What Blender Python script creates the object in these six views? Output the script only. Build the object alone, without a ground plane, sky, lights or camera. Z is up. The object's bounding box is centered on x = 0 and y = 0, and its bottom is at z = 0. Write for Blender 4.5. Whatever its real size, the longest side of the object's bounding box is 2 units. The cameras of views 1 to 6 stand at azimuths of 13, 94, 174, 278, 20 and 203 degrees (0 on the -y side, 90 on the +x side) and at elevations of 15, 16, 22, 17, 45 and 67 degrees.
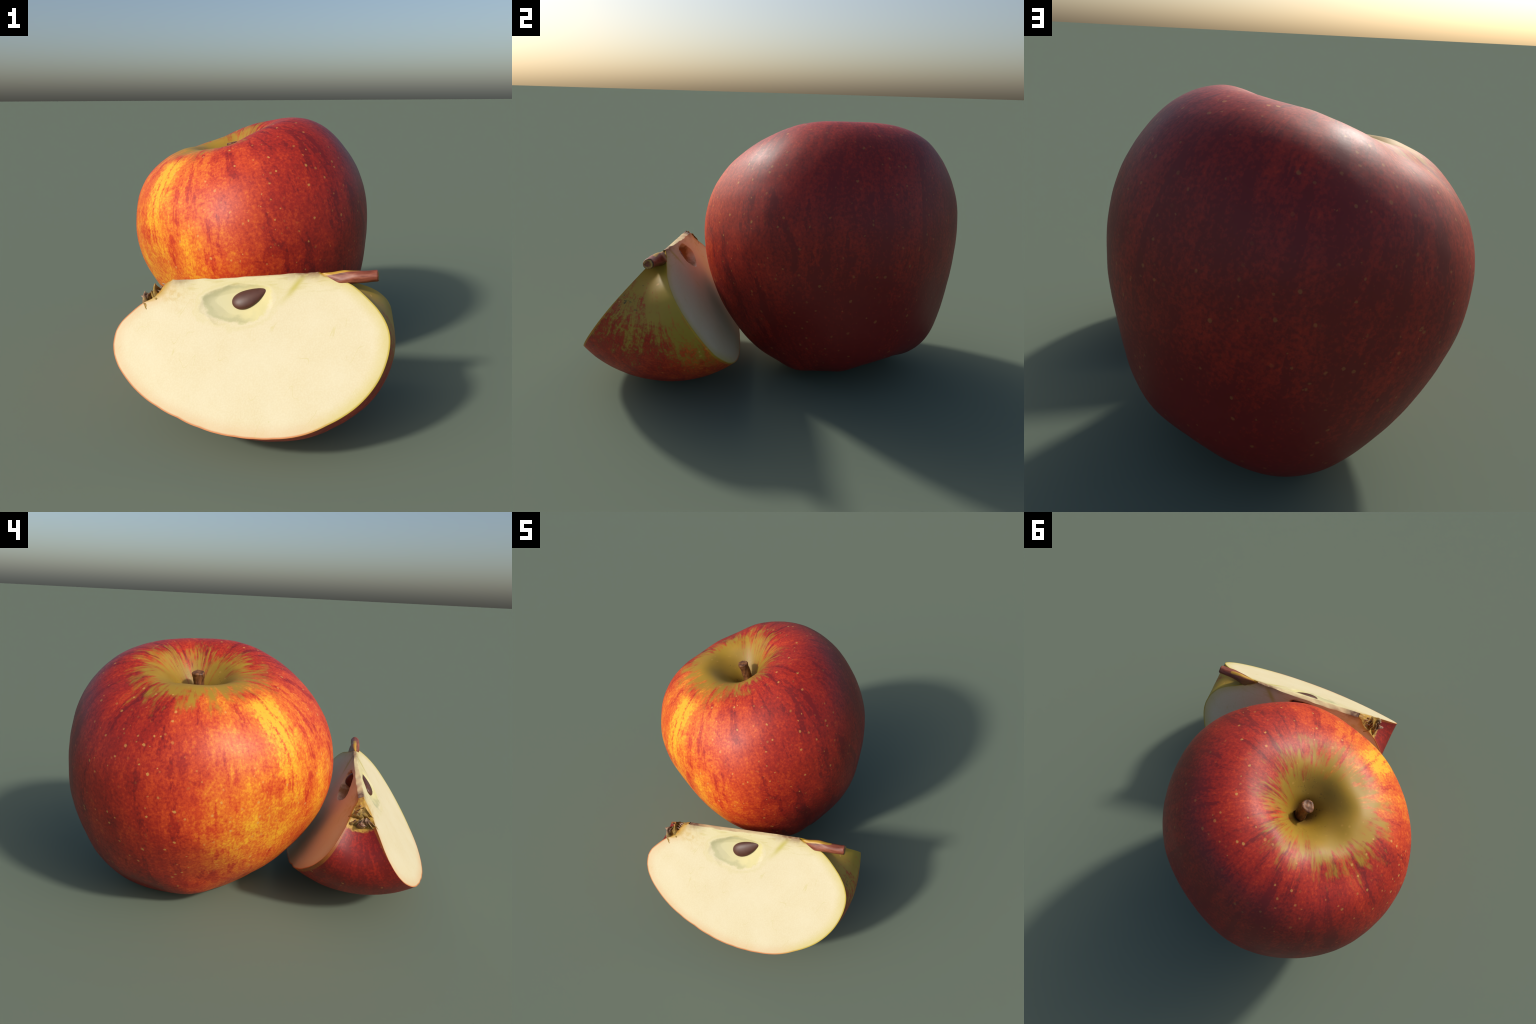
"""A whole ripe apple, and beside it one cut wedge (about a fifth) of another apple.

Everything is built from profiles and rules:
 * the apple is a surface round its own leaning core axis: a mean profile (radius against
   angle from the stem) plus a few lobes (waves round the axis) that make it lopsided;
 * the wedge is a cut out of a second, sideways lying apple: two cut faces that meet along
   the core, skin between them, pips in their hollows, half a stem and a dried calyx.
"""
import bpy, bmesh, math, random
import numpy as np
from mathutils import Matrix, Vector

rng = np.random.default_rng(7)


# ------------------------------------------------------------------ helpers
def srgb(r, g, b):
    f = lambda v: (v / 255 / 12.92) if v / 255 <= 0.04045 else ((v / 255 + 0.055) / 1.055) ** 2.4
    return (f(r), f(g), f(b), 1.0)


def spline(x, xs, ys, closed_slope=True):
    """Smooth cubic through control points with flat ends."""
    xs = np.asarray(xs, float)
    ys = np.asarray(ys, float)
    n = len(xs)
    h = np.diff(xs)
    A = np.zeros((n, n))
    b = np.zeros(n)
    for i in range(1, n - 1):
        A[i, i - 1], A[i, i], A[i, i + 1] = h[i - 1], 2 * (h[i - 1] + h[i]), h[i]
        b[i] = 6 * ((ys[i + 1] - ys[i]) / h[i] - (ys[i] - ys[i - 1]) / h[i - 1])
    A[0, 0], A[0, 1], b[0] = 2 * h[0], h[0], 6 * (ys[1] - ys[0]) / h[0]
    A[-1, -1], A[-1, -2], b[-1] = 2 * h[-1], h[-1], -6 * (ys[-1] - ys[-2]) / h[-1]
    M = np.linalg.solve(A, b)
    i = np.clip(np.searchsorted(xs, x) - 1, 0, n - 2)
    u, v = (xs[i + 1] - x) / h[i], (x - xs[i]) / h[i]
    return u * ys[i] + v * ys[i + 1] + ((u ** 3 - u) * M[i] + (v ** 3 - v) * M[i + 1]) * h[i] ** 2 / 6


def mesh_object(name, verts, faces, mat, parent=None, smooth=True, matrix=None):
    me = bpy.data.meshes.new(name)
    me.from_pydata([tuple(map(float, v)) for v in verts], [], [tuple(map(int, f)) for f in faces])
    me.validate()
    bm = bmesh.new()
    bm.from_mesh(me)
    bmesh.ops.recalc_face_normals(bm, faces=bm.faces)
    bm.to_mesh(me)
    bm.free()
    me.polygons.foreach_set("use_smooth", [smooth] * len(me.polygons))
    me.materials.append(mat)
    ob = bpy.data.objects.new(name, me)
    bpy.context.scene.collection.objects.link(ob)
    if parent:
        ob.parent = parent
    if matrix is not None:
        ob.matrix_local = matrix
    return ob


def grid_faces(nu, nv, wrap_v=False, start=0):
    out = []
    for i in range(nu - 1):
        for j in range(nv if wrap_v else nv - 1):
            a, b = start + i * nv + j, start + i * nv + (j + 1) % nv
            out.append((a, b, b + nv, a + nv))
    return out


def empty(name, loc):
    ob = bpy.data.objects.new(name, None)
    ob.empty_display_size = 0.2
    ob.location = loc
    bpy.context.scene.collection.objects.link(ob)
    return ob


def frame(origin, x, y, z):
    m = Matrix.Identity(4)
    for i, a in enumerate((x, y, z, origin)):
        for r in range(3):
            m[r][i] = float(a[r])
    return m


def wobble(p, freq, seed, octaves=3):
    """Cheap smooth noise: sums of sines in random directions, about -1..1."""
    g = np.random.default_rng(seed)
    out = np.zeros(p.shape[:-1])
    amp = 1.0
    for _ in range(octaves):
        for _ in range(4):
            d = g.normal(size=3)
            d /= np.linalg.norm(d)
            out = out + amp * 0.35 * np.sin(p @ d * freq + g.uniform(0, 6.28))
        freq *= 2.1
        amp *= 0.5
    return out


# ------------------------------------------------------------------ node helpers
class Nodes:
    def __init__(self, name):
        self.mat = bpy.data.materials.new(name)
        self.mat.use_nodes = True
        self.t = self.mat.node_tree
        self.t.nodes.clear()
        self.out = self.t.nodes.new("ShaderNodeOutputMaterial")
        self.bsdf = self.t.nodes.new("ShaderNodeBsdfPrincipled")
        self.t.links.new(self.bsdf.outputs[0], self.out.inputs[0])

    def new(self, kind):
        return self.t.nodes.new(kind)

    def put(self, sock, v):
        if hasattr(v, "is_output"):
            self.t.links.new(v, sock)
        else:
            sock.default_value = v

    def m(self, op, a, b=0.0, c=0.0, clamp=False):
        n = self.new("ShaderNodeMath")
        n.operation = op
        n.use_clamp = clamp
        for i, v in enumerate((a, b, c)):
            self.put(n.inputs[i], v)
        return n.outputs[0]

    def add(self, a, b): return self.m("ADD", a, b)
    def sub(self, a, b): return self.m("SUBTRACT", a, b)
    def mul(self, a, b): return self.m("MULTIPLY", a, b)

    def step(self, v, lo, hi, a=0.0, b=1.0):
        """Smooth step of v from lo to hi, giving a..b."""
        n = self.new("ShaderNodeMapRange")
        n.interpolation_type = "SMOOTHSTEP"
        for i, x in enumerate((v, lo, hi, a, b)):
            self.put(n.inputs[i], x)
        return n.outputs[0]

    def bump_at(self, x, y, cx, cy, wx, wy):
        """Soft spot exp(-((x-cx)/wx)^2-((y-cy)/wy)^2)."""
        dx = self.m("DIVIDE", self.sub(x, cx), wx)
        dy = self.m("DIVIDE", self.sub(y, cy), wy)
        q = self.add(self.mul(dx, dx), self.mul(dy, dy))
        return self.m("POWER", 2.718, self.mul(q, -1.0))

    def mix(self, f, a, b, mode="MIX"):
        n = self.new("ShaderNodeMix")
        n.data_type = "RGBA"
        n.blend_type = mode
        self.put(n.inputs[0], f)
        self.put(n.inputs[6], a)
        self.put(n.inputs[7], b)
        return n.outputs[2]

    def ramp(self, f, stops):
        n = self.new("ShaderNodeValToRGB")
        while len(n.color_ramp.elements) < len(stops):
            n.color_ramp.elements.new(0.5)
        for e, (p, c) in zip(n.color_ramp.elements, stops):
            e.position = p
            e.color = c
        self.put(n.inputs[0], f)
        return n.outputs[0]

    def vec(self, x, y, z):
        n = self.new("ShaderNodeCombineXYZ")
        for i, v in enumerate((x, y, z)):
            self.put(n.inputs[i], v)
        return n.outputs[0]

    def noise(self, v, scale, detail=2.0, rough=0.5, distort=0.0):
        n = self.new("ShaderNodeTexNoise")
        self.put(n.inputs["Vector"], v)
        n.inputs["Scale"].default_value = scale
        n.inputs["Detail"].default_value = detail
        n.inputs["Roughness"].default_value = rough
        n.inputs["Distortion"].default_value = distort
        return n.outputs[0]

    def voronoi(self, v, scale, feature="F1"):
        n = self.new("ShaderNodeTexVoronoi")
        n.feature = feature
        self.put(n.inputs["Vector"], v)
        n.inputs["Scale"].default_value = scale
        return n.outputs[0], n.outputs.get("Color")

    def obj(self):
        n = self.new("ShaderNodeTexCoord")
        return n.outputs["Object"]

    def xyz(self, v):
        n = self.new("ShaderNodeSeparateXYZ")
        self.put(n.inputs[0], v)
        return n.outputs[0], n.outputs[1], n.outputs[2]

    def curve(self, f, pts):
        n = self.new("ShaderNodeFloatCurve")
        c = n.mapping.curves[0]
        while len(c.points) < len(pts):
            c.points.new(0.5, 0.5)
        for p, (x, y) in zip(c.points, pts):
            p.location = (x, y)
            p.handle_type = "VECTOR"
        n.mapping.update()
        self.put(n.inputs["Value"], f)
        return n.outputs[0]

    def bump(self, h, strength, dist=0.002):
        n = self.new("ShaderNodeBump")
        n.inputs["Strength"].default_value = strength
        n.inputs["Distance"].default_value = dist
        self.put(n.inputs["Height"], h)
        self.t.links.new(n.outputs[0], self.bsdf.inputs["Normal"])

    def finish(self, color, rough=0.5, spec=0.5, **kw):
        self.put(self.bsdf.inputs["Base Color"], color)
        self.put(self.bsdf.inputs["Roughness"], rough)
        self.put(self.bsdf.inputs["Specular IOR Level"], spec)
        for k, v in kw.items():
            self.put(self.bsdf.inputs[k.replace("_", " ")], v)
        return self.mat


# skin colours shared by both fruits
YELLOW = srgb(236, 172, 40)
ORANGE = srgb(220, 112, 33)
VERMILION = srgb(202, 68, 28)
RED = srgb(168, 39, 23)
CRIMSON = srgb(122, 25, 22)
OLIVE = srgb(178, 138, 42)
SPOT = srgb(214, 160, 82)


def skin_ramp(n, value):
    return n.ramp(value, [(0.0, YELLOW), (0.26, ORANGE), (0.48, VERMILION), (0.72, RED), (1.0, CRIMSON)])


def lenticels(n, p, col, scale=19.0, size=0.15, seed=0.0, shown=1.0):
    """Small pale cork spots sprinkled over the skin."""
    w = n.noise(p, 70.0, 1.0)
    v = n.new("ShaderNodeVectorMath")
    v.operation = "ADD"
    n.put(v.inputs[0], p)
    n.put(v.inputs[1], n.vec(seed, n.mul(w, 0.012), n.mul(w, 0.012)))
    d, cell = n.voronoi(v.outputs[0], scale)
    r, g, b = n.xyz(cell)
    near = n.mul(n.step(r, 0.0, 1.0, 0.55, 1.25), size)     # every spot its own size
    f = n.mul(n.step(n.m("DIVIDE", d, near), 0.5, 1.0, 0.70, 0.0), n.step(g, 0.28, 0.62, 0.15, 1.0))
    return n.mix(n.mul(f, shown), col, SPOT)


def apple_skin_material():
    n = Nodes("apple_skin_red_and_gold")
    p = n.obj()
    x, y, z = n.xyz(p)
    rho = n.m("MAXIMUM", n.m("SQRT", n.add(n.mul(x, x), n.mul(y, y))), 0.001)
    theta = n.m("ARCTAN2", rho, z)                     # 0 at the stem, pi at the calyx
    cx, cy = n.m("DIVIDE", x, rho), n.m("DIVIDE", y, rho)
    lean = n.noise(p, 2.6, 2.0)                        # lets the streaks waver
    wav = n.mul(n.sub(lean, 0.5), 0.5)
    sx, sy = n.add(cx, n.mul(wav, 0.25)), n.add(cy, n.mul(wav, 0.25))

    def streak(k, m, scale, detail=2.0, rough=0.55):
        return n.noise(n.vec(n.mul(sx, k), n.mul(sy, k), n.mul(theta, m)), scale, detail, rough)

    broad = streak(1.0, 0.5, 3.2, 2.0)
    medium = streak(1.0, 0.26, 9.0, 4.0, 0.62)
    narrow = streak(1.0, 0.28, 22.0, 3.0, 0.6)
    speck = n.noise(p, 70.0, 3.0, 0.65)
    fleck = n.noise(n.vec(n.mul(cx, 1.0), n.mul(cy, 1.0), n.mul(theta, 0.7)), 55.0, 2.0, 0.6)

    def towards(deg):                                   # cosine of the angle from a direction
        a = math.radians(deg)
        return n.add(n.mul(cx, math.cos(a)), n.mul(cy, math.sin(a)))

    sunny = towards(-125)
    base = n.step(sunny, 0.32, 1.02, 0.77, 0.34)
    base = n.add(base, n.step(sunny, 0.3, -0.6, 0.0, 0.16))
    # the far shoulder is lighter round the stem, the belly on the sunny side is orange lower down
    base = n.sub(base, n.mul(n.step(theta, 0.85, 0.45, 0.0, 0.20), n.step(sunny, 0.5, -0.4)))
    base = n.sub(base, n.mul(n.step(theta, 0.9, 1.35, 0.0, 0.10), n.step(sunny, 0.55, 0.95)))
    base = n.add(base, n.step(theta, 1.6, 2.1, 0.0, 0.12))
    val = n.add(base, n.mul(n.sub(broad, 0.5), 0.34))
    val = n.add(val, n.mul(n.sub(medium, 0.5), 0.42))
    val = n.add(val, n.mul(n.sub(narrow, 0.5), 0.22))
    val = n.add(val, n.mul(n.sub(speck, 0.5), 0.75))
    val = n.add(val, n.mul(n.sub(fleck, 0.5), 0.35))
    val = n.add(val, n.mul(n.sub(n.noise(p, 11.0, 3.0), 0.5), n.step(sunny, -0.2, 0.6, 0.12, 0.45)))
    blot = n.step(n.noise(n.vec(x, y, n.mul(z, 0.7)), 7.0, 3.0, 0.55), 0.57, 0.66)
    val = n.add(val, n.mul(blot, n.step(sunny, 0.3, 0.8, 0.0, 0.14)))
    # where the fruit hung in the shade of a leaf: a yellow stripe down the shoulder
    phi = n.m("ARCTAN2", y, x)
    off = n.add(n.sub(phi, math.radians(-124)), n.mul(n.sub(medium, 0.5), 0.25))
    stripe = n.m("POWER", 2.718, n.mul(n.mul(off, off), -1 / (0.135 ** 2)))
    stripe = n.mul(stripe, n.mul(n.step(theta, 0.52, 0.66), n.step(theta, 1.25, 0.78)))
    stripe = n.mul(stripe, n.step(n.add(medium, n.mul(n.sub(speck, 0.5), 0.4)), 0.72, 0.50, 0.35, 1.0))
    val = n.sub(val, n.mul(stripe, 0.52))
    # darker long streaks
    long = streak(1.0, 0.30, 9.0, 4.0, 0.62)
    dark = n.step(n.add(long, n.mul(n.sub(speck, 0.5), 0.06)), 0.56, 0.62)
    val = n.add(val, n.mul(dark, n.sub(0.17, n.mul(stripe, 0.15))))
    val = n.m("MINIMUM", n.m("MAXIMUM", val, 0.0), 1.0)
    col = skin_ramp(n, val)
    # green-gold flare round the stem, running out in streaks
    edge = n.sub(0.375, n.add(n.mul(cx, 0.11), n.mul(cy, 0.05)))
    ray = n.noise(n.vec(n.mul(cx, 1.0), n.mul(cy, 1.0), n.mul(theta, 0.9)), 7.0, 4.0, 0.65)
    patch = n.noise(p, 13.0, 4.0, 0.6)
    edge = n.add(edge, n.mul(n.sub(ray, 0.5), 0.62))
    edge = n.add(edge, n.mul(n.sub(streak(1.0, 0.5, 16.0, 3.0, 0.6), 0.5), 0.48))
    edge = n.add(edge, n.mul(n.sub(patch, 0.5), 0.20))
    edge = n.add(edge, n.mul(n.sub(speck, 0.5), 0.10))
    flare = n.step(n.sub(edge, theta), -0.13, 0.10)
    olive = n.mix(n.noise(p, 9.0, 3.0), srgb(178, 132, 36), srgb(150, 124, 34))
    olive = n.mix(n.step(n.add(theta, n.mul(n.sub(patch, 0.5), 0.15)), 0.40, 0.16, 0.0, 0.45), olive, srgb(122, 98, 34))  # olive darkened towards the stem: the hollow's occlusion baked into the colour
    olive = n.mix(n.step(speck, 0.62, 0.78, 0.0, 0.5), olive, srgb(190, 148, 58))
    col = n.mix(flare, col, olive)
    # dark flecks deep in the hollow
    rus = n.mul(n.step(n.noise(p, 85.0, 3.0, 0.7), 0.60, 0.66), n.mul(n.step(theta, 0.34, 0.16), n.step(n.noise(p, 12.0, 1.0), 0.50, 0.60)))
    col = n.mix(n.mul(rus, 0.8), col, srgb(58, 44, 26))
    col = n.mix(n.step(theta, 0.15, 0.08, 0.0, 0.6), col, srgb(96, 66, 36))  # brown tint over the pit floor round the foot of the stem
    col = lenticels(n, p, col, 25.0, 0.19, shown=n.mul(n.step(base, 0.70, 0.92, 1.0, 0.30), n.step(theta, 0.30, 0.55, 0.35, 1.0)))
    # small corky scars on the far side
    scar = n.mul(n.step(n.noise(p, 24.0, 3.0, 0.6), 0.70, 0.74), n.step(n.noise(p, 3.0, 0.0), 0.52, 0.6))
    col = n.mix(n.mul(scar, 0.6), col, srgb(176, 104, 50))
    n.bump(n.add(n.noise(p, 45.0, 3.0, 0.6), n.mul(narrow, 0.4)), 0.10, 0.003)
    return n.finish(col, n.add(0.50, n.mul(n.sub(speck, 0.5), 0.10)), 0.42)


# ------------------------------------------------------------------ the whole apple
APPLE_CENTRE = np.array([-0.0434, 0.3170, 0.6498])
APPLE_AXES = np.array([[0.9656, 0.0, 0.2602], [-0.0078, 0.9996, 0.0290], [-0.2600, -0.0300, 0.9651]])
# profile of the fruit: distance from its middle at each angle from the stem (degrees),
# and the lobes: waves once, twice ... five times round the axis (cosine, sine)
MERIDIAN_DEG = [0, 4, 8, 12, 17, 23, 30, 40, 52, 66, 82, 98, 114, 130, 144, 156, 164, 170, 175, 180]
MEAN_RADIUS = [0.440, 0.457, 0.527, 0.588, 0.662, 0.714, 0.748, 0.772, 0.770, 0.741, 0.699, 0.664, 0.653, 0.662, 0.676, 0.671, 0.658, 0.645, 0.615, 0.600]
LOBES = {
    1: ([0.000, 0.000, 0.000, -0.001, -0.001, 0.007, 0.020, 0.021, 0.013, 0.005, 0.002, -0.001, -0.003, 0.003, 0.004, 0.003, 0.003, -0.001, 0.000, 0.000],
        [0.000, 0.001, 0.002, 0.011, 0.017, 0.023, 0.016, 0.013, -0.001, -0.016, -0.017, -0.010, 0.005, 0.024, 0.019, -0.014, -0.006, -0.001, 0.000, 0.000]),
    2: ([0.000, 0.000, 0.001, 0.005, 0.005, 0.006, 0.007, 0.008, 0.007, 0.003, -0.001, -0.008, -0.016, -0.019, -0.011, -0.002, 0.000, 0.002, 0.001, 0.000],
        [0.000, 0.000, 0.000, 0.004, 0.012, 0.009, 0.010, 0.003, -0.006, -0.018, -0.026, -0.030, -0.031, -0.022, -0.024, -0.015, -0.005, -0.001, 0.000, 0.000]),
    3: ([0.000, 0.000, 0.000, -0.001, -0.006, -0.005, -0.005, -0.004, -0.003, -0.002, -0.003, 0.000, 0.003, 0.000, 0.006, 0.011, 0.009, 0.001, 0.000, 0.000],
        [0.000, 0.000, 0.000, -0.001, -0.005, -0.006, -0.010, -0.008, -0.005, 0.001, 0.008, 0.011, 0.009, 0.004, 0.009, 0.004, 0.001, 0.000, 0.000, 0.000]),
    4: ([0.000, 0.000, 0.000, 0.000, -0.001, 0.000, 0.005, 0.003, 0.002, 0.006, 0.009, 0.007, 0.005, 0.008, 0.004, -0.002, 0.000, 0.000, 0.000, 0.000],
        [0.000, 0.000, 0.000, -0.001, -0.002, -0.002, -0.003, -0.002, -0.001, 0.000, 0.002, 0.003, 0.005, 0.011, 0.008, 0.002, -0.002, -0.002, -0.001, 0.000]),
    5: ([0.000, 0.000, 0.000, 0.000, -0.001, -0.002, -0.004, -0.002, -0.001, 0.002, -0.001, -0.001, 0.000, 0.001, -0.001, -0.004, -0.001, 0.000, 0.000, 0.000],
        [0.000, 0.000, 0.000, 0.000, -0.002, 0.000, 0.002, -0.001, 0.001, 0.000, -0.005, -0.003, -0.001, -0.004, -0.002, -0.001, -0.002, 0.000, 0.000, 0.000]),
    6: ([0.000, 0.000, 0.000, 0.000, 0.003, 0.000, -0.001, 0.000, -0.001, -0.003, -0.005, -0.006, -0.004, 0.004, 0.000, 0.002, 0.000, -0.002, -0.001, 0.000],
        [0.000, 0.000, 0.000, 0.000, 0.000, 0.002, -0.002, 0.000, -0.001, 0.000, 0.001, -0.002, -0.006, -0.001, -0.001, 0.004, 0.001, 0.000, 0.000, 0.000]),
    7: ([0.000, 0.000, 0.000, 0.000, 0.000, 0.001, 0.000, 0.000, -0.002, -0.003, -0.002, -0.002, -0.003, -0.004, -0.001, 0.002, -0.001, 0.000, 0.000, 0.000],
        [0.000, 0.000, 0.000, 0.001, 0.002, 0.000, 0.000, 0.000, -0.001, 0.000, 0.000, 0.002, 0.000, -0.002, 0.000, 0.004, 0.001, -0.001, 0.000, 0.000]),
}



def apple_radius(theta, phi):
    k = np.radians(MERIDIAN_DEG)
    r = spline(theta, k, MEAN_RADIUS)
    for m, (c, s) in LOBES.items():
        r = r + spline(theta, k, c) * np.cos(m * phi) + spline(theta, k, s) * np.sin(m * phi)
    # local swellings: on the shoulder behind the stem, low down on the same side, in the hollow
    for t0, p0, wt, wp, h in ((33, 134, 9, 15, 0.020), (130, 146, 11, 15, 0.012), (14, 125, 6, 42, 0.022)):
        dp = (np.degrees(phi) - p0 + 180) % 360 - 180
        r = r + h * np.exp(-((np.degrees(theta) - t0) / wt) ** 2 - (dp / wp) ** 2)
    return r


def polar(theta, phi, r):
    return np.stack([r * np.sin(theta) * np.cos(phi), r * np.sin(theta) * np.sin(phi), r * np.cos(theta)], -1)


def build_apple():
    base = APPLE_CENTRE.copy()
    base[2] = 0.0
    thing = empty("apple", base)
    thing["label"] = "whole ripe apple, red and gold streaked, short brown stem"
    thing["category"] = "apple"
    m = frame(APPLE_CENTRE - base, *APPLE_AXES)
    nt, npn = 260, 340
    u = np.linspace(0, 1, nt)
    th = math.pi * (u - 0.09 * np.sin(2 * math.pi * u) / (2 * math.pi) * 4 * (1 - u) )
    th = np.clip(th, 0, math.pi)
    ph = np.linspace(-math.pi, math.pi, npn, endpoint=False)
    T, Pp = np.meshgrid(th[1:-1], ph, indexing="ij")
    V = polar(T, Pp, apple_radius(T, Pp))
    V = V + V / np.linalg.norm(V, axis=-1, keepdims=True) * (wobble(V, 16.0, 3)[..., None] * 0.0016)
    verts = V.reshape(-1, 3).tolist()
    faces = grid_faces(nt - 2, npn, wrap_v=True)
    top, bot = len(verts), len(verts) + 1
    verts.append((0, 0, float(apple_radius(np.array([0.0]), 0.0)[0])))
    verts.append((0, 0, -float(apple_radius(np.array([math.pi]), 0.0)[0])))
    last = (nt - 3) * npn
    for j in range(npn):
        faces.append((top, (j + 1) % npn, j))
        faces.append((bot, last + j, last + (j + 1) % npn))
    mesh_object("skin", verts, faces, apple_skin_material(), thing, matrix=m)

    # stem: slightly bent, flaring at its foot, with a pale broken end
    ctrl = np.array([(-0.132, 0.308, 0.960), (-0.140, 0.3065, 1.010), (-0.152, 0.304, 1.075), (-0.170, 0.300, 1.160), (-0.192, 0.297, 1.252)]) - base
    build_stem("stem", ctrl, [0.044, 0.038, 0.031, 0.027, 0.032], thing, stem_material(), seed=5, lumps=0.004)

    # dried calyx in the basin underneath
    mat = sepal_material()
    for i in range(5):
        a = 2 * math.pi * i / 5 + 0.3
        d, t = np.array([math.cos(a), math.sin(a), 0]), np.array([-math.sin(a), math.cos(a), 0])
        up = np.array([0, 0, -1.0])
        c = up * 0.585
        spine = [c + d * 0.045, c + d * 0.040 + up * 0.02, c + d * 0.025 + up * 0.038, c + d * 0.03 + up * 0.05]
        build_sepal("sepal", spine, t, 0.03, thing, mat, seed=40 + i, matrix=m)
    return thing


def tube(ctrl, radii, nseg=40, nround=28, rough=0.0, seed=0):
    ctrl = np.asarray(ctrl, float)
    k = np.linspace(0, 1, len(ctrl))
    s = np.linspace(0, 1, nseg)
    P = np.stack([spline(s, k, ctrl[:, i]) if len(ctrl) > 2 else np.interp(s, k, ctrl[:, i]) for i in range(3)], -1)
    # spline() has flat ends; blend with straight interpolation to keep the ends moving
    L = np.stack([np.interp(s, k, ctrl[:, i]) for i in range(3)], -1)
    P = 0.5 * P + 0.5 * L
    R = np.interp(s, k, radii)
    T = np.gradient(P, axis=0)
    T /= np.linalg.norm(T, axis=1, keepdims=True)
    ref = np.array([0.3, 1.0, 0.2])
    A = np.cross(T, ref)
    A /= np.linalg.norm(A, axis=1, keepdims=True)
    B = np.cross(T, A)
    a = np.linspace(0, 2 * math.pi, nround, endpoint=False)
    ring = np.cos(a)[None, :, None] * A[:, None] + np.sin(a)[None, :, None] * B[:, None]
    V = P[:, None] + ring * R[:, None, None]
    if rough:
        V = V + ring * (wobble(V, 60.0, seed)[..., None] * rough)
    return V, P, T


def build_stem(name, ctrl, radii, parent, mat, seed=0, matrix=None, shape=None, lumps=0.0018):
    V, P, T = tube(ctrl, radii, 110, 64, lumps, seed)
    n = V.shape[1]
    if shape is not None:
        V = shape(V)
    rows = [V[i] for i in range(len(V))]
    tip = P[-1]
    # rounded rim and slightly sunken, rough broken end
    for k, (f, h) in enumerate(((0.93, 0.004), (0.80, 0.006), (0.6, 0.0045), (0.35, 0.003), (0.12, 0.0045))):
        r = tip + (V[-1] - tip) * f + T[-1] * h
        r = r + T[-1] * (wobble(r, 160.0, seed + 9)[:, None] * 0.0016)
        rows.append(r)
    verts = np.concatenate(rows)
    faces = grid_faces(len(rows), n, wrap_v=True)
    faces.append(tuple(range(n - 1, -1, -1)))
    faces.append(tuple(range((len(rows) - 1) * n, len(rows) * n)))
    return mesh_object(name, verts, faces, mat, parent, matrix=matrix)


def build_sepal(name, spine, across, width, parent, mat, seed=0, thick=0.005, matrix=None, curl=0.35, taper=1.6, keep=None):
    """A withered sepal: a narrow tapering leaf along a spine, crumpled, with real thickness."""
    spine = np.asarray(spine, float)
    k = np.linspace(0, 1, len(spine))
    nu, nv = 18, 9
    s = np.linspace(0, 1, nu)
    P = np.stack([np.interp(s, k, spine[:, i]) for i in range(3)], -1)
    P[1:-1] = (P[:-2] + 2 * P[1:-1] + P[2:]) / 4
    T = np.gradient(P, axis=0)
    T /= np.linalg.norm(T, axis=1, keepdims=True)
    X = np.asarray(across, float)
    X = X / np.linalg.norm(X)
    N = np.cross(T, X)
    N /= np.linalg.norm(N, axis=1, keepdims=True)
    w = width * (1 - s ** taper) ** 0.8 * 0.5 + 0.0015
    t = np.linspace(-1, 1, nv)
    g = np.random.default_rng(seed)
    S = P[:, None] + t[None, :, None] * w[:, None, None] * X + N[:, None] * ((t[None, :, None] ** 2) * w[:, None, None] * curl)
    S = S + N[:, None] * (wobble(S, 100.0, seed, 2)[..., None] * 0.0055)
    th = thick * (1 - 0.75 * s)[:, None, None] * (1 - 0.6 * t[None, :, None] ** 2)
    top, bot = S + N[:, None] * th * 0.5, S - N[:, None] * th * 0.5
    ring = np.concatenate([top, bot[:, ::-1]], axis=1)
    if keep is not None:
        ring = keep(ring)
    n = 2 * nv
    faces = grid_faces(nu, n, wrap_v=True)
    faces.append(tuple(range(n - 1, -1, -1)))
    faces.append(tuple(range((nu - 1) * n, nu * n)))
    return mesh_object(name, ring.reshape(-1, 3), faces, mat, parent, matrix=matrix)


def stem_material():
    n = Nodes("stem_brown_bark")
    p = n.obj()
    x, y, z = n.xyz(p)
    g = n.noise(n.vec(n.mul(x, 1.0), n.mul(y, 1.0), n.mul(z, 0.25)), 60.0, 3.0, 0.6)
    col = n.ramp(g, [(0.3, srgb(64, 38, 22)), (0.5, srgb(104, 64, 36)), (0.7, srgb(140, 90, 50))])
    endf = n.step(n.sub(z, n.mul(x, 0.2)), 1.2865, 1.2925)
    e = n.ramp(n.noise(p, 110.0, 2.0), [(0.35, srgb(120, 66, 40)), (0.5, srgb(204, 140, 84)), (0.7, srgb(226, 170, 110))])
    col = n.mix(endf, col, e)
    n.bump(g, 0.4, 0.003)
    return n.finish(col, 0.5, 0.4)


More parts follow.
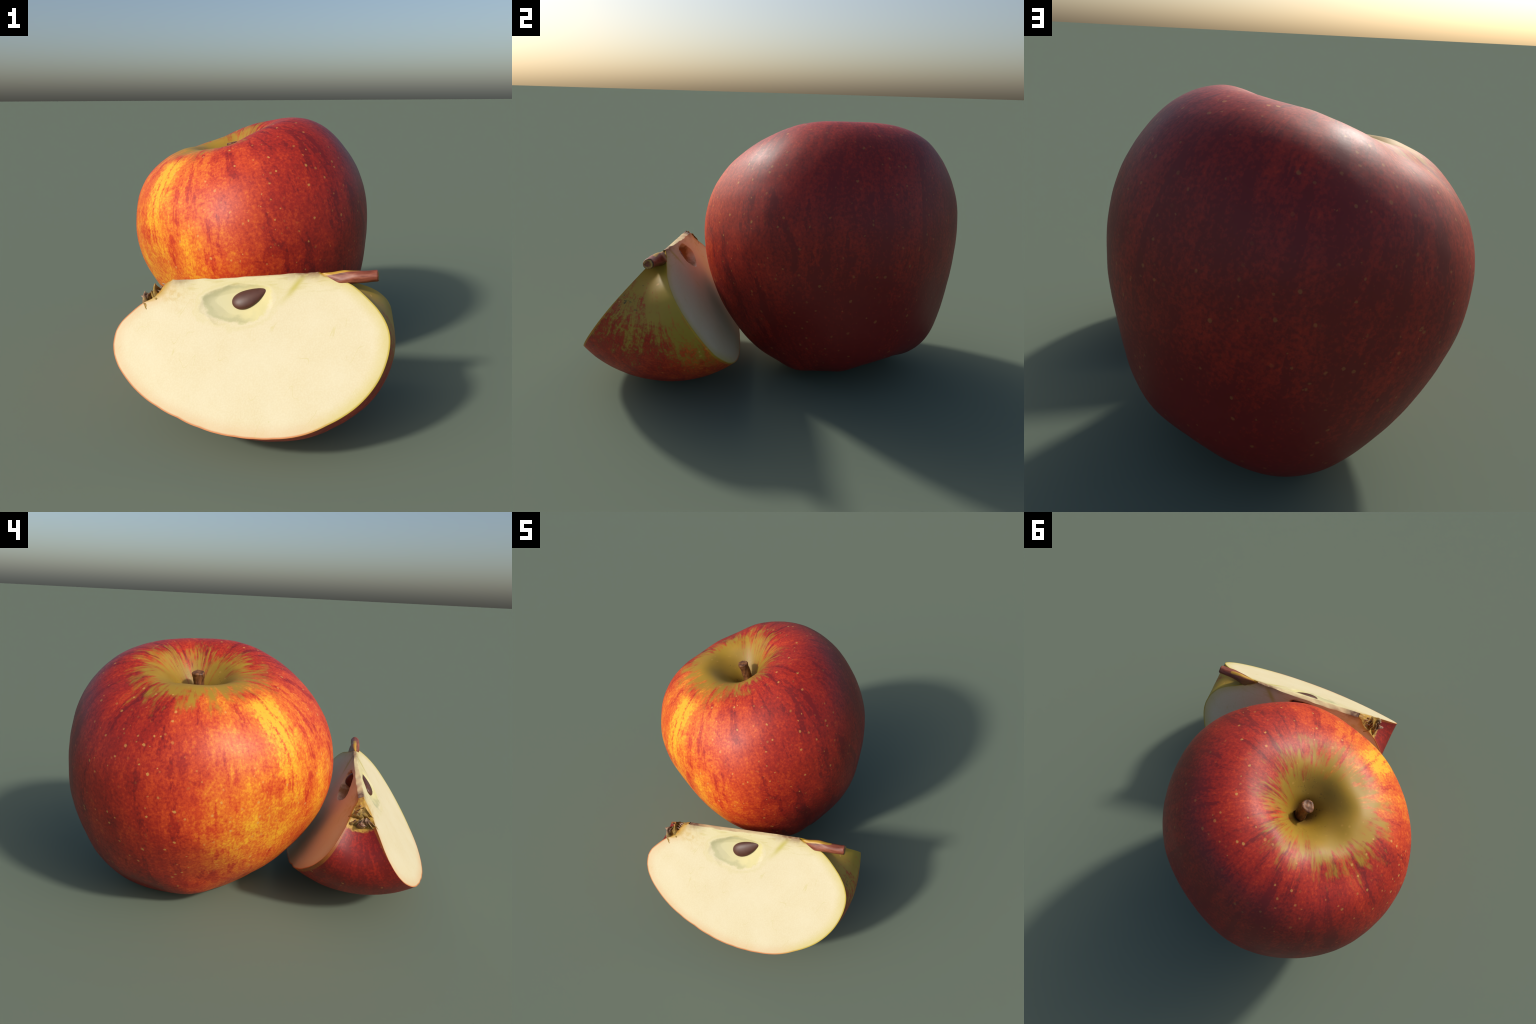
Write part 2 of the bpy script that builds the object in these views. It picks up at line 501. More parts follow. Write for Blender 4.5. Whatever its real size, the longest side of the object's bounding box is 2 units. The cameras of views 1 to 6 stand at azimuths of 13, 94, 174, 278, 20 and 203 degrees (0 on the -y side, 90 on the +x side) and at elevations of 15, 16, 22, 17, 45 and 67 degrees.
def sepal_material(on_wedge=False):
    n = Nodes("withered_sepal_brown")
    p = n.obj()
    g = n.noise(p, 75.0, 3.0, 0.6)
    col = n.ramp(g, [(0.28, srgb(92, 66, 54)), (0.44, srgb(136, 104, 84)), (0.60, srgb(176, 146, 120)), (0.78, srgb(168, 138, 76))])
    if on_wedge:                                        # still olive and ochre at the foot
        x, y, z = n.xyz(p)
        rho = n.m("SQRT", n.add(n.mul(y, y), n.mul(z, z)))
        foot = n.step(n.add(n.add(x, n.mul(rho, 0.45)), n.mul(n.sub(g, 0.5), 0.09)), -0.498, -0.462)
        col = n.mix(n.mul(foot, 0.85), col, n.ramp(n.noise(p, 50.0, 2.0), [(0.35, srgb(112, 88, 34)), (0.55, srgb(160, 130, 52)), (0.75, srgb(196, 150, 78))]))
    n.bump(g, 0.5, 0.003)
    return n.finish(col, 0.7, 0.3)


# ------------------------------------------------------------------ the wedge
# frame of the wedge: x runs along the core from calyx to stem, z is up out of the core
WEDGE_ORIGIN = np.array([0.130, -0.561, 0.722])
WEDGE_X = np.array([0.9929, 0.0336, 0.1141])
WEDGE_Z = np.array([-0.1156, 0.0463, 0.9922])
WEDGE_Z -= WEDGE_X * (WEDGE_X @ WEDGE_Z)
WEDGE_Z /= np.linalg.norm(WEDGE_Z)
WEDGE_X /= np.linalg.norm(WEDGE_X)
WEDGE_Y = np.cross(WEDGE_Z, WEDGE_X)
HALF = math.radians(69.7 / 2)          # half of the angle between the two cuts
HEART = (-0.03, 0.33)                  # (along core, depth) from which the profiles are swept

# outline of each cut face, (along the core, depth below the core), from stem round to calyx
FRONT_CUT = [(.300, .006), (.328, .022), (.384, .041), (.439, .065), (.472, .094), (.508, .134), (.549, .186), (.577, .239), (.590, .284),
             (.592, .328), (.582, .382), (.561, .440), (.534, .491), (.495, .542), (.443, .592), (.390, .628), (.323, .662),
             (.239, .697), (.166, .712), (.103, .716), (.022, .715), (-.060, .707), (-.133, .695), (-.213, .671), (-.315, .629),
             (-.415, .581), (-.500, .527), (-.570, .463), (-.623, .398), (-.649, .344), (-.658, .296), (-.650, .236), (-.626, .195),
             (-.580, .154), (-.522, .110), (-.480, .096), (-.437, .070), (-.414, .042), (-.398, .018), (-.375, .006)]
BACK_CUT = [(.300, .006), (.345, .040), (.440, .084), (.510, .119), (.552, .155), (.588, .210), (.608, .280), (.609, .340), (.594, .414),
            (.576, .470), (.532, .549), (.464, .606), (.371, .662), (.260, .696), (.166, .707), (.088, .704), (.000, .689),
            (-.075, .670), (-.150, .648), (-.281, .593), (-.415, .522), (-.510, .441), (-.579, .362), (-.608, .298), (-.612, .250),
            (-.598, .200), (-.566, .161), (-.524, .114), (-.485, .088), (-.437, .064), (-.414, .042), (-.398, .018), (-.375, .006)]
# neither cut is quite flat: height of each face above its plane, a gentle cubic warp
FRONT_WARP = (0.0039, -0.0089, -0.0017, -0.0069, 0.0127, 0.0005, 0.0127, -0.0068, -0.0024)
BACK_WARP = (0.0070, 0.0049, 0.0002, 0.0085, -0.0077, 0.0031, -0.0135, 0.0160, -0.0097)


def warp_height(s, d, w):
    u, v = s / 0.6, (d - 0.35) / 0.35
    return (w[0] + w[1] * u + w[2] * v + w[3] * (u * u - 0.4) + w[4] * u * v + w[5] * (v * v - 0.4)
            + w[6] * u ** 3 + w[7] * u * u * v + w[8] * u * v * v)


def to_polar(pts):
    d = np.array(pts) - np.array(HEART)
    return np.unwrap(np.arctan2(d[:, 1], d[:, 0])), np.hypot(d[:, 0], d[:, 1])


A_FRONT, R_FRONT = to_polar(FRONT_CUT)
A_BACK, R_BACK = to_polar(BACK_CUT)
A0, A1 = float(A_FRONT[0]), float(A_FRONT[-1])


def soft_interp(a, xs, ys):
    """Interpolated outline with its corners rounded a little."""
    w = np.zeros_like(a)
    for k, o in ((0.25, -0.03), (0.5, 0.0), (0.25, 0.03)):
        w = w + k * np.interp(a + o, xs, ys)
    keep = np.clip(np.minimum(a - xs[0], xs[-1] - a) / 0.12, 0, 1)
    return w * keep + np.interp(a, xs, ys) * (1 - keep)


def wedge_radius(a, t):
    """Distance from the heart at sweep angle a; t = 0 on the front cut, 1 on the back cut."""
    f, b = soft_interp(a, A_FRONT, R_FRONT), soft_interp(a, A_BACK, R_BACK)
    cup = 0.020 * np.clip((a - 3.60) / 0.10, 0, 1) * np.clip((A1 - a) / 0.12, 0, 1) * np.sqrt(np.clip(np.sin(math.pi * t), 0, 1))
    belly = (0.019 - 0.012 * np.clip((a - 1.3) / 0.9, 0, 1)) * np.clip((a + 0.5) / 0.6, 0, 1) * np.clip((3.3 - a) / 0.6, 0, 1) - 0.006 * np.clip((-a) / 0.5, 0, 1)
    return f * (1 - t) + b * t + belly * 4 * t * (1 - t) + cup


def turn(s, depth, t):
    """Point at 'along' s and 'depth', turned from the front cut (t=0) to the back cut (t=1)."""
    s, depth, t = np.broadcast_arrays(np.asarray(s, float), np.asarray(depth, float), np.asarray(t, float))
    ang = -HALF + 2 * HALF * t
    p = np.stack([s, depth * np.sin(ang), -depth * np.cos(ang)], -1)
    n1 = np.array([0, -math.cos(HALF), math.sin(HALF)])
    n2 = np.array([0, math.cos(HALF), math.sin(HALF)])
    return p + n1 * (warp_height(s, depth, FRONT_WARP) * (1 - t))[..., None] + n2 * (warp_height(s, depth, BACK_WARP) * t)[..., None]


def core_edge(n):
    """The cut along the core is not razor sharp: depth of its rounded edge below the axis."""
    s = np.linspace(-.375, .300, n)
    e = 0.011 + 0.003 * np.sin(s * 19 + 1.0) * np.sin(s * 7.3) + 0.001 * np.sin(s * 61)
    k = np.clip(np.minimum(s + .375, .300 - s) / 0.05, 0, 1)
    return s, 0.006 + (e - 0.006) * k


# pips and their hollows: (centre along, centre depth, half length, half width, slope)
FRONT_HOLLOW = (-0.072, 0.108, 0.165, 0.062, 0.118, -0.10)
BACK_HOLLOW = (-0.055, 0.092, 0.130, 0.055, 0.080, -0.25)


def hollow_depth(s, d, hollow, deep):
    c, e, L, up, down, k = hollow
    u = ((s - c) + (d - e) * k) / L
    w = (d - e) - (s - c) * k
    v = w / np.where(w < 0, up, down)
    q = np.sqrt(u * u + v * v) + 0.10 * np.sin(s * 34 + 1) * np.sin(d * 47)
    return deep * np.clip((1.04 - q) / 0.5, 0, 1) ** 0.8


def cut_face_material(name, outline, is_front):
    n = Nodes(name)
    p = n.obj()
    x, y, z = n.xyz(p)
    rho = n.m("SQRT", n.add(n.mul(y, y), n.mul(z, z)))
    dx, dy = n.sub(x, HEART[0]), n.sub(rho, HEART[1])
    r = n.m("SQRT", n.add(n.mul(dx, dx), n.mul(dy, dy)))
    a = n.m("ARCTAN2", dy, dx)
    a = n.m("FRACT", n.m("DIVIDE", n.add(a, 2 * math.pi + 1.2), 2 * math.pi))
    aa, rr = to_polar(outline)
    pts = [((float(q) + 1.2) / (2 * math.pi), float(w)) for q, w in zip(aa, rr)]
    R = n.curve(a, [(0.0, pts[0][1])] + pts + [(1.0, pts[-1][1])])
    d = n.sub(R, r)                                     # distance in from the skin
    grain = n.noise(p, 150.0, 2.0, 0.6)
    cloud = n.noise(p, 7.0, 3.0, 0.55)
    flesh = n.mix(cloud, srgb(248, 233, 196), srgb(238, 217, 168))
    flesh = n.mix(n.step(grain, 0.35, 0.7, 0.0, 0.35), flesh, srgb(252, 240, 206))
    # paler ring under the skin, then a line of skin colour at the very rim
    stemside = n.step(x, 0.18, 0.40)
    tint = n.mix(stemside, srgb(238, 200, 150), srgb(226, 206, 116))
    flesh = n.mix(n.mul(n.step(d, 0.075, 0.0), n.mul(0.75, n.step(cloud, 0.2, 0.7, 0.7, 1.0))), flesh, tint)
    rim = n.mix(stemside, srgb(222, 128, 62), srgb(206, 178, 50))
    inside = n.step(x, -0.53, -0.50)
    calyxside = n.mul(n.step(x, -0.37, -0.40), n.step(rho, 0.115, 0.10))
    rimf = n.mul(n.step(d, 0.010, 0.002), n.sub(1.0, calyxside))
    flesh = n.mix(n.mul(rimf, 0.9), flesh, rim)
    # core: greenish yellow band and lines along the vascular bundles
    w = n.mul(n.sub(n.noise(p, 14.0, 2.0), 0.5), 0.06)
    band = n.bump_at(x, n.add(rho, w), -0.04, 0.03, 0.34, 0.075)
    flesh = n.mix(n.mul(band, 0.55), flesh, srgb(232, 218, 150))
    fib = n.noise(n.vec(n.mul(x, 0.25), n.mul(rho, 1.0), 0.0), 60.0, 2.0)
    flesh = n.mix(n.mul(n.mul(n.step(fib, 0.5, 0.7), n.step(rho, 0.14, 0.03)), 0.4), flesh, srgb(214, 194, 110))
    # hollow wall: a little yellower than the flesh, grey-green where it dips in
    c, e, L, up, down, k = FRONT_HOLLOW if is_front else BACK_HOLLOW
    u = n.m("DIVIDE", n.add(n.sub(x, c), n.mul(n.sub(rho, e), k)), L)
    vv = n.sub(n.sub(rho, e), n.mul(n.sub(x, c), k))
    v = n.m("DIVIDE", vv, n.step(vv, -0.01, 0.01, up, down))
    q = n.m("SQRT", n.add(n.mul(u, u), n.mul(v, v)))
    q = n.add(q, n.mul(n.sub(n.noise(p, 13.0, 4.0, 0.6), 0.5), 0.75))
    if is_front:
        hw = n.mix(n.step(x, -0.20, 0.06), srgb(224, 214, 166), srgb(240, 224, 156))
        hw = n.mix(n.mul(n.step(n.m("ABSOLUTE", n.sub(q, 0.90)), 0.20, 0.02), n.step(x, 0.06, -0.08, 0.1, 0.6)), hw, srgb(196, 190, 140))
        flesh = n.mix(n.mul(n.step(q, 1.08, 0.92), 0.88), flesh, hw)
        flesh = n.mix(n.mul(n.step(n.m("ABSOLUTE", n.sub(q, 1.18)), 0.15, 0.0), 0.28), flesh, srgb(228, 212, 140))
    else:
        hw = n.mix(n.step(q, 0.55, 0.95), srgb(176, 112, 46), srgb(164, 124, 56))
        flesh = n.mix(n.mul(n.step(q, 1.12, 0.88), 0.9), flesh, hw)
    # yellow bundle running from the stem into the flesh
    bund = n.bump_at(n.add(x, n.mul(rho, 0.75)), rho, 0.245, 0.06, 0.018, 0.06)
    flesh = n.mix(n.mul(bund, 0.75), flesh, srgb(206, 190, 70))
    # browned where stem and calyx enter
    nb = n.noise(p, 38.0, 3.0, 0.6)
    st = n.bump_at(x, n.add(rho, n.mul(w, 0.5)), 0.26, 0.0, 0.10, 0.028)
    flesh = n.mix(n.mul(st, n.step(nb, 0.25, 0.6, 0.4, 1.0)), flesh, srgb(150, 112, 78))
    ca = n.bump_at(x, n.add(rho, n.mul(w, 0.6)), -0.34, 0.0, 0.055, 0.03)
    flesh = n.mix(n.mul(ca, n.step(nb, 0.25, 0.55, 0.5, 1.0)), flesh, srgb(128, 98, 84))
    ca2 = n.bump_at(x, rho, -0.36, 0.075, 0.075, 0.06)
    flesh = n.mix(n.mul(ca2, n.step(nb, 0.35, 0.75, 0.1, 0.75)), flesh, srgb(222, 184, 104))
    pitrim = n.mul(n.step(d, 0.03, 0.0), calyxside)
    flesh = n.mix(n.mul(pitrim, 0.8), flesh, srgb(214, 170, 74))
    # little green vessel dots and threads
    dv, _ = n.voronoi(n.vec(x, rho, 0.0), 9.0)
    flesh = n.mix(n.mul(n.step(dv, 0.055, 0.02), n.mul(0.5, n.step(rho, 0.25, 0.4))), flesh, srgb(214, 206, 120))
    thr = n.noise(n.vec(n.add(n.mul(x, 1.0), n.mul(rho, 0.35)), n.mul(rho, 0.35), 3.0), 11.0, 1.0)
    line = n.step(n.m("ABSOLUTE", n.sub(thr, 0.5)), 0.006, 0.001)
    flesh = n.mix(n.mul(n.mul(line, n.step(cloud, 0.5, 0.6)), 0.32), flesh, srgb(222, 206, 120))
    flesh = n.mix(1.0, flesh, (0.745, 0.77, 0.775, 1.0), "MULTIPLY")
    n.bump(n.add(grain, n.mul(n.noise(p, 40.0, 2.0), 0.7)), 0.18, 0.003)
    return n.finish(flesh, 0.6, 0.3)


def wedge_skin_material():
    n = Nodes("wedge_skin_red_to_green")
    p = n.obj()
    x, y, z = n.xyz(p)
    rho = n.m("SQRT", n.add(n.mul(y, y), n.mul(z, z)))
    phi = n.m("ARCTAN2", y, n.mul(z, -1.0))             # -HALF at the front cut, +HALF at the back
    dx, dy = n.sub(x, HEART[0]), n.sub(rho, HEART[1])
    a = n.m("ARCTAN2", dy, dx)                           # along the skin from stem to calyx
    wav = n.mul(n.sub(n.noise(p, 4.0, 2.0), 0.5), 0.3)
    sp = n.add(phi, wav)
    medium = n.noise(n.vec(n.mul(sp, 1.0), n.mul(a, 0.22), 0.0), 10.0, 4.0, 0.62)
    narrow = n.noise(n.vec(n.mul(sp, 1.0), n.mul(a, 0.2), 5.0), 30.0, 2.0, 0.6)
    speck = n.noise(p, 75.0, 3.0, 0.65)
    broad = n.noise(p, 4.5, 2.0)
    back = n.step(phi, 0.0, HALF)
    val = n.add(n.step(x, -0.2, -0.5, 0.80, 0.94), n.mul(n.sub(medium, 0.5), 0.6))
    val = n.sub(val, n.mul(n.step(rho, 0.30, 0.60, 0.0, 0.16), n.step(n.noise(p, 9.0, 4.0, 0.65), 0.42, 0.60)))
    val = n.add(val, n.mul(n.sub(broad, 0.5), 0.3))
    val = n.add(val, n.mul(n.sub(narrow, 0.5), 0.25))
    val = n.add(val, n.mul(n.sub(speck, 0.5), 0.85))
    val = n.sub(val, n.mul(back, n.step(x, 0.0, 0.3, 0.0, 0.30)))
    val = n.m("MINIMUM", n.m("MAXIMUM", val, 0.0), 1.0)
    col = skin_ramp(n, val)
    # green-gold half round the stem, ending in streaks; it reaches further down at the back
    reach = n.add(-0.05, n.mul(back, 0.30))
    reach = n.add(reach, n.mul(n.sub(medium, 0.5), 1.3))
    reach = n.add(reach, n.mul(n.sub(narrow, 0.5), 0.6))
    reach = n.add(reach, n.mul(n.sub(n.noise(p, 22.0, 3.0, 0.6), 0.5), 0.7))
    reach = n.add(reach, n.mul(n.sub(speck, 0.5), 0.9))
    right = n.step(x, 0.0, 0.1)
    g = n.mul(n.step(n.sub(reach, a), -0.30, 0.22), right)
    olive = n.mix(n.noise(p, 8.0, 3.0), srgb(184, 146, 52), srgb(158, 126, 44))
    olive = n.mix(n.mul(back, 0.6), olive, srgb(168, 142, 36))
    col = n.mix(g, col, olive)
    rus = n.mul(n.step(n.noise(p, 80.0, 3.0, 0.7), 0.60, 0.66), n.mul(n.mul(n.step(x, 0.42, 0.47), n.step(phi, 0.0, -0.3)), n.step(n.noise(p, 11.0, 1.0), 0.50, 0.60)))
    col = n.mix(n.mul(rus, 0.8), col, srgb(58, 50, 40))
    # yellow line where the skin is cut, ochre calyx pit
    cutline = n.step(n.m("ABSOLUTE", phi), HALF - 0.014, HALF - 0.003)
    col = n.mix(n.mul(cutline, n.mul(0.5, n.step(x, -0.1, 0.3, 0.4, 1.0))), col, srgb(204, 160, 50))
    pit = n.mul(n.step(x, -0.35, -0.37), n.step(n.add(rho, n.mul(n.sub(speck, 0.5), 0.02)), 0.118, 0.108))
    och = n.ramp(n.noise(p, 60.0, 3.0, 0.65), [(0.27, srgb(110, 80, 50)), (0.37, srgb(164, 122, 56)), (0.58, srgb(190, 150, 66)), (0.75, srgb(160, 138, 54))])
    col = n.mix(pit, col, och)
    col = lenticels(n, p, col, 19.0, 0.14, 3.0)
    n.bump(n.add(n.noise(p, 45.0, 3.0, 0.6), n.mul(narrow, 0.4)), 0.10, 0.003)
    return n.finish(col, 0.50, 0.42)


def core_material():
    n = Nodes("core_edge_cream_and_brown")
    p = n.obj()
    x, y, z = n.xyz(p)
    nb = n.noise(p, 40.0, 3.0, 0.6)
    col = n.mix(nb, srgb(236, 220, 170), srgb(216, 196, 140))
    col = n.mix(n.mul(n.step(x, 0.12, 0.24), n.step(nb, 0.25, 0.6, 0.5, 1.0)), col, srgb(140, 104, 74))
    col = n.mix(n.mul(n.step(x, -0.27, -0.34), n.step(nb, 0.25, 0.6, 0.5, 1.0)), col, srgb(116, 90, 76))
    n.bump(nb, 0.3, 0.004)
    return n.finish(col, 0.55, 0.35)


def pip_material():
    n = Nodes("pip_glossy_brown")
    p = n.obj()
    g = n.noise(p, 40.0, 2.0)
    col = n.mix(g, srgb(70, 38, 28), srgb(94, 55, 40))
    return n.finish(col, 0.45, 0.45)


def wedge_stem_material():
    n = Nodes("wedge_stem_reddish_bark")
    p = n.obj()
    x, y, z = n.xyz(p)
    g = n.noise(n.vec(n.mul(x, 0.2), y, z), 70.0, 3.0, 0.6)
    col = n.ramp(g, [(0.3, srgb(94, 44, 30)), (0.5, srgb(130, 66, 46)), (0.7, srgb(152, 90, 66))])
    # olive foot on the back, brown underneath
    foot = n.mul(n.step(x, 0.45, 0.36), n.step(y, 0.0, 0.02))
    col = n.mix(foot, col, n.mix(n.noise(p, 30.0, 2.0), srgb(136, 112, 46), srgb(120, 86, 60)))
    col = n.mix(n.step(x, 0.32, 0.25, 0.0, 0.8), col, srgb(140, 104, 74))
    # yellow facet where the front cut has sliced the stem
    depth = n.m("SQRT", n.add(n.mul(y, y), n.mul(z, z)))
    limit = n.add(n.step(x, 0.30, 0.50, 0.022, 0.0135), n.add(n.mul(n.sub(g, 0.5), 0.012), n.step(x, 0.47, 0.515, 0.0, -0.02)))
    facet = n.mul(n.step(n.sub(limit, depth), -0.002, 0.002), n.step(y, 0.008, 0.0))
    col = n.mix(facet, col, n.mix(g, srgb(196, 156, 46), srgb(176, 130, 50)))
    # the broken end
    end = n.step(x, 0.5585, 0.5605)
    ring = n.m("SQRT", n.add(n.m("POWER", n.add(y, 0.013), 2.0), n.m("POWER", n.add(z, 0.032), 2.0)))
    ec = n.ramp(n.add(n.mul(ring, 30.0), n.mul(n.sub(n.noise(p, 200.0, 2.0), 0.5), 0.5)), [(0.1, srgb(120, 70, 36)), (0.35, srgb(150, 96, 44)), (0.55, srgb(190, 146, 70)), (0.72, srgb(80, 50, 34))])
    col = n.mix(end, col, ec)
    n.bump(g, 0.35, 0.003)
    return n.finish(col, 0.45, 0.45)


def build_pip(name, base, tip, width, thick, lift, face_t, parent, mat, m):
    """Teardrop pip lying in the plane of a cut: base and tip are (along, depth)."""
    b, t = np.array(base), np.array(tip)
    ang = -HALF + 2 * HALF * face_t
    deep = np.array([0, math.sin(ang), -math.cos(ang)])
    out = np.array([0, math.cos(ang), math.sin(ang)]) * (-1 if face_t < 0.5 else 1)
    ex = np.array([1.0, 0, 0])
    l0, l1 = lift if isinstance(lift, tuple) else (lift, lift)
    d = (t - b)
    long3 = ex * d[0] + deep * d[1] + out * (l1 - l0)
    L = np.linalg.norm(long3)
    long3 = long3 / L
    side3 = np.cross(out, long3)
    side3 = side3 / np.linalg.norm(side3)
    if side3 @ (ex * -d[1] + deep * d[0]) < 0:
        side3 = -side3
    face = np.cross(long3, side3)
    if face @ out < 0:
        face = -face
    nu, nv = 40, 32
    s = (1 - np.cos(np.linspace(0, math.pi, nu))) / 2
    prof = np.clip(s, 0, 1) ** 0.5 * (1 - s) ** 1.08 + 0.012 * np.sqrt(np.clip(s * (1 - s), 0, 1))
    prof = prof / prof.max() * 0.5
    a = np.linspace(0, 2 * math.pi, nv, endpoint=False)
    o = ex * b[0] + deep * b[1] + out * l0
    V = []
    for si, pr in zip(s, prof):
        bend = 0.07 * width * math.sin(si * math.pi)
        V.append(o + long3 * (si * L) + side3 * bend + np.cos(a)[:, None] * side3 * (pr * width) + np.sin(a)[:, None] * face * (pr * thick))
    V = np.concatenate(V)
    c = V.mean(0)
    ob = mesh_object(name, V - c, grid_faces(nu, nv, wrap_v=True), mat, parent)
    ob.matrix_local = m @ Matrix.Translation(Vector(c))
    return ob


def build_wedge():
    base = WEDGE_ORIGIN + np.array([0.0, 0.0, 0.0])
    base[2] = 0.0
    thing = empty("apple_wedge", base)
    thing["label"] = "cut wedge of apple, cream flesh, brown pips, red-green skin"
    thing["category"] = "apple slice"
    m = frame(WEDGE_ORIGIN - base, WEDGE_X, WEDGE_Y, WEDGE_Z)
    # skin
    na, nt = 300, 120
    a = np.linspace(A0, A1, na)
    t = np.linspace(0, 1, nt)
    A, T = np.meshgrid(a, t, indexing="ij")
    R = wedge_radius(A, T)
    mid = 4 * T * (1 - T)
    V = turn(HEART[0] + R * np.cos(A), HEART[1] + R * np.sin(A), T)
    nrm = V - np.array([HEART[0], 0, -0.3])
    nrm /= np.linalg.norm(nrm, axis=-1, keepdims=True)
    V = V + nrm * (wobble(V, 18.0, 11)[..., None] * 0.0014 * np.clip(mid * 3, 0, 1)[..., None])
    pitzone = np.clip((A - (A1 - 0.33)) / 0.06, 0, 1) * np.clip(mid * 4, 0, 1)
    V = V + nrm * ((wobble(V, 70.0, 21) * 0.007)[..., None] * pitzone[..., None])
    mesh_object("skin", V.reshape(-1, 3), grid_faces(na, nt), wedge_skin_material(), thing, matrix=m)

    # the two cut faces: each swept from its heart to the outline
    s_core, e_core = core_edge(90)
    nu = 110
    for i, (t0, hollow, deep, outline) in enumerate(((0.0, FRONT_HOLLOW, 0.016, FRONT_CUT), (1.0, BACK_HOLLOW, 0.072, BACK_CUT))):
        rr = wedge_radius(a, np.full_like(a, t0))
        bs = np.concatenate([HEART[0] + rr * np.cos(a), s_core[1:-1]])
        bd = np.concatenate([HEART[1] + rr * np.sin(a), e_core[1:-1]])
        u = np.linspace(0, 1, nu)[1:]
        S = HEART[0] + u[:, None] * (bs - HEART[0])
        D = HEART[1] + u[:, None] * (bd - HEART[1])
        F = turn(S, D, t0)
        ang = -HALF + 2 * HALF * t0
        out = np.array([0, math.cos(ang), math.sin(ang)]) * (-1 if i == 0 else 1)
        sink = hollow_depth(S, D, hollow, deep)
        inner = np.clip((1 - u) / 0.03, 0, 1)[:, None]
        F = F - out * (sink * inner)[..., None]
        F = F + out * (wobble(F, 9.0, 31 + i) * 0.0012 * inner)[..., None]
        nb = len(bs)
        verts = F.reshape(-1, 3).tolist()
        faces = grid_faces(nu - 1, nb, wrap_v=True)
        verts.append(turn(np.array(HEART[0]), np.array(HEART[1]), t0).tolist())
        c = len(verts) - 1
        faces += [(c, j, (j + 1) % nb) for j in range(nb)]
        mat = cut_face_material("flesh_front" if i == 0 else "flesh_back", outline, i == 0)
        mesh_object("cut_face", verts, faces, mat, thing, matrix=m)

    # rounded, slightly ragged edge along the core
    n = 9
    tt = np.linspace(0, 1, n)
    rows = []
    for s, e in zip(s_core, e_core):
        Q = turn(s, e, tt)
        lump = (0.002 * math.sin(s * 50) * math.sin(s * 23 + 1) + 0.003) * np.sin(tt * math.pi) ** 0.7
        Q[:, 2] += lump * np.clip(min(s + .375, .3 - s) / 0.04, 0, 1)
        rows.append(Q)
    mesh_object("core", np.concatenate(rows), grid_faces(len(s_core), n), core_material(), thing, matrix=m)

    # pips
    pm = pip_material()
    build_pip("pip", (-0.092, 0.134), (0.078, 0.060), 0.086, 0.036, -0.003, 0.0, thing, pm, m)
    build_pip("pip", (0.055, 0.078), (-0.014, 0.092), 0.105, 0.042, (-0.004, -0.080), 1.0, thing, pm, m)

    # half stem, sliced flat by the cuts where it leaves the core
    n1 = np.array([0, -math.cos(HALF), math.sin(HALF)])
    n2 = np.array([0, math.cos(HALF), math.sin(HALF)])

    def slice_by_cuts(V):
        V = V.copy()
        free = np.clip((V[..., 0] - 0.36) / 0.22, 0, 1)[..., None]
        root = np.clip((0.36 - V[..., 0]) / 0.05, 0, 1)[..., None]
        for k, nn in ((0, n1), (1, n2)):
            d = (V @ nn)[..., None]
            lim = 0.0035 + free ** 1.5 * 0.045 - root * (0.004 if k == 0 else 0.0035)
            dep = np.hypot(V[..., 1], V[..., 2])
            over = dep - ((0.030 if k == 0 else 0.046) + 0.36 * (V[..., 0] - 0.333))
            lim = lim - (np.clip(over / 0.012, 0, 1) * np.clip((0.48 - V[..., 0]) / 0.10, 0, 1) * 0.012)[..., None]
            lim = lim - (np.clip((0.325 - V[..., 0]) / 0.03, 0, 1) * 0.012)[..., None]
            V = V - nn * np.maximum(d - lim, 0)
        V[..., 2] = np.minimum(V[..., 2], -0.007 + 0.03 * free[..., 0])
        for _ in range(14):                              # soften the slices into the round
            W = (np.roll(V, 1, 1) + np.roll(V, -1, 1)) / 4 + V / 2
            W[1:-1] = (W[:-2] + W[2:]) / 4 + W[1:-1] / 2
            f = np.clip((0.53 - V[..., 0]) / 0.04, 0, 1)[..., None]
            V = V * (1 - f) + W * f
        return V

    build_stem("stem", [(0.17, 0.0, -0.030), (0.25, 0.002, -0.034), (0.32, 0.004, -0.034), (0.38, 0.0, -0.034), (0.45, -0.008, -0.033), (0.556, -0.013, -0.032)],
               [0.020, 0.042, 0.050, 0.040, 0.029, 0.0265], thing, wedge_stem_material(), seed=8, matrix=m, shape=slice_by_cuts)

    # withered calyx: sepals standing round the pit
    sm = sepal_material(True)
    def at(s, d, t):
        return turn(np.array(s), np.array(d), t)
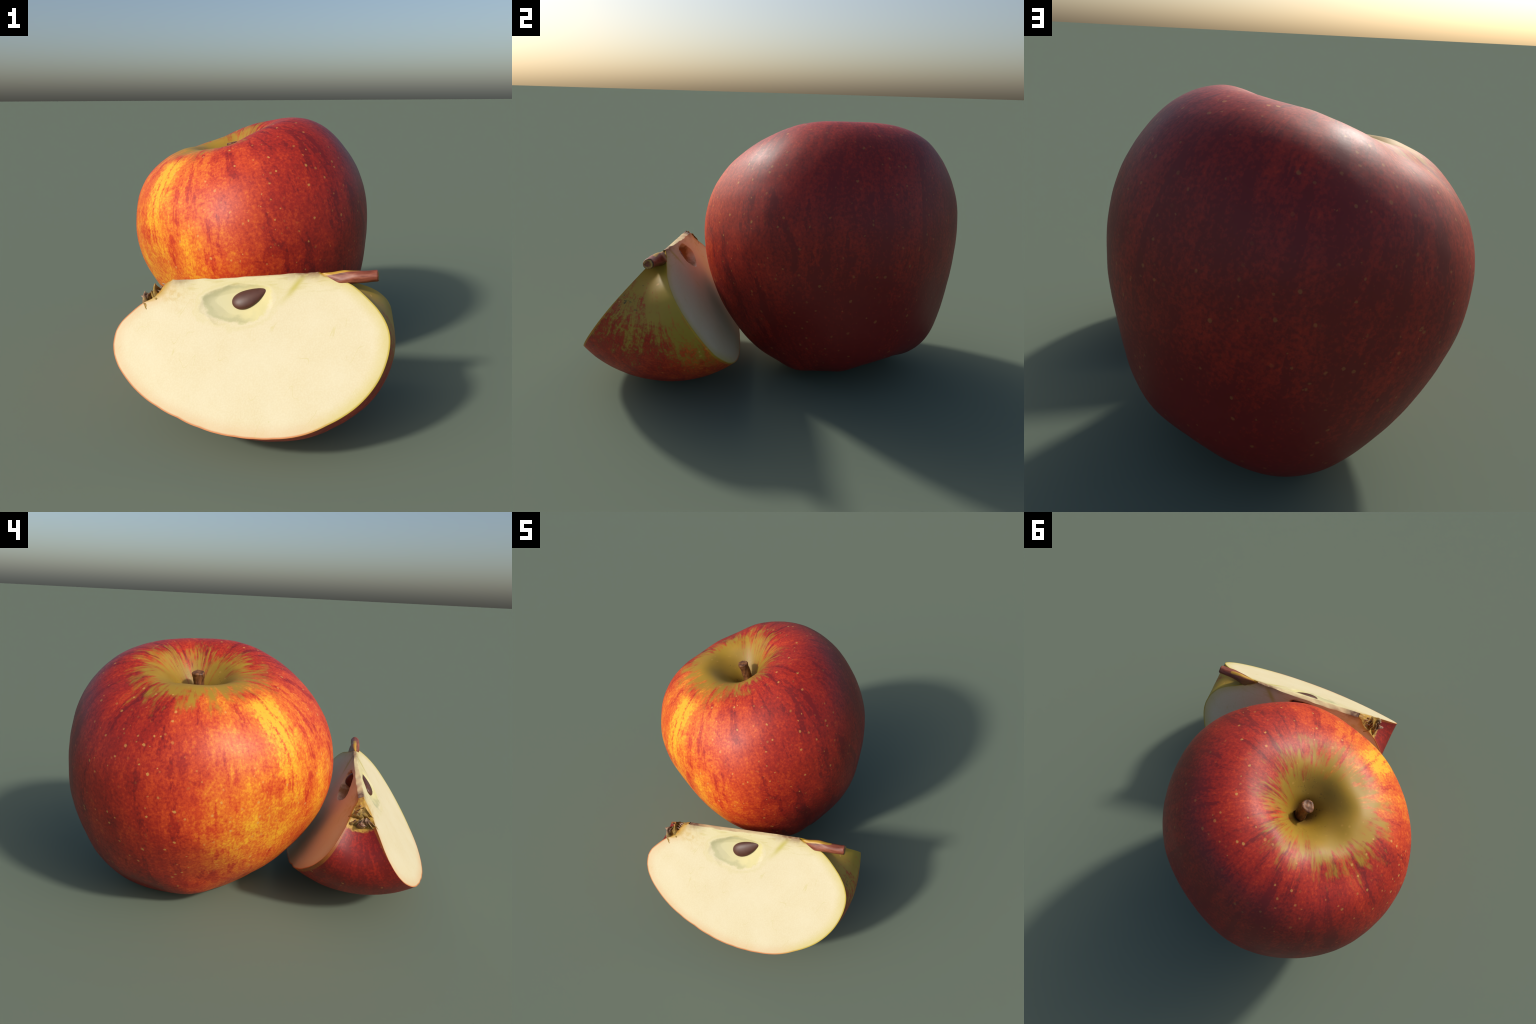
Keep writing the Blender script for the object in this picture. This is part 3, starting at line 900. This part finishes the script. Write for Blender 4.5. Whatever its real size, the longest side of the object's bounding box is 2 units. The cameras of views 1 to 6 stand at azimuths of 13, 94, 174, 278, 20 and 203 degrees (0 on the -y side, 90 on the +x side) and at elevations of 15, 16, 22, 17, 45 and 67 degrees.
    def inside(V):                                      # the knife cut through the sepals too
        for k, nn in enumerate((n1, n2)):
            V = V - nn * np.maximum((V @ nn)[..., None] - (0.016 if k == 0 else 0.004), 0)
        return V

    # one long pointed sepal hangs out over the skin, the rest are a crumpled ruff round the pit
    build_sepal("sepal", [at(-.480, .096, .46), at(-.508, .086, .45), at(-.534, .076, .45), at(-.556, .074, .43)], (0.1, 1, 0), 0.058, thing, sm,
                seed=60, thick=0.006, matrix=m, curl=0.3, taper=1.2)
    g = np.random.default_rng(14)
    count = 12
    for i in range(count):
        t = 0.03 + 0.90 * (i + g.uniform(0.2, 0.8)) / count
        inner = i % 2
        s0 = -0.498 + 0.038 * inner + g.uniform(-.008, .008)
        d0 = 0.106 - 0.026 * inner + g.uniform(-.006, .006)
        lean = g.uniform(-.10, .10) + 0.12 * (0.5 - t)
        reach, rise = g.uniform(.012, .028), g.uniform(.038, .060) * (1.2 if t < 0.4 else 0.9)
        spine = [at(s0 + .010, d0 + .008, t), at(s0 - reach * .6, d0 - rise * .25, t + lean * .3),
                 at(s0 - reach, d0 - rise * .65, t + lean * .7), at(s0 - reach * g.uniform(.3, 1.1), d0 - rise, t + lean)]
        build_sepal("sepal", spine, (0.15, 1, g.uniform(-.6, .4)), g.uniform(.044, .062), thing, sm, seed=70 + i,
                    thick=g.uniform(.007, .011), matrix=m, curl=g.uniform(-.4, .6), taper=g.uniform(1.4, 4.0), keep=inside)
    # stamens: short dry threads in the pit
    st = sepal_material()
    for i, (s, d, t) in enumerate(((-.425, .045, .3), (-.432, .05, .55), (-.445, .06, .42), (-.420, .03, .6), (-.44, .055, .7))):
        p = at(s, d, t)
        q = p + np.array([-0.022, 0.006 * math.sin(i * 2.1), 0.016 + 0.004 * math.cos(i)])
        V, _, _ = tube([p + (p - q) * 0.4, (p + q) / 2, q], [0.005, 0.004, 0.0025], 8, 8)
        f = grid_faces(8, 8, wrap_v=True) + [tuple(range(7, -1, -1)), tuple(range(56, 64))]
        mesh_object("stamen", V.reshape(-1, 3), f, st, thing, matrix=m)
    return thing


for o in list(bpy.data.objects):
    bpy.data.objects.remove(o)
build_apple()
build_wedge()
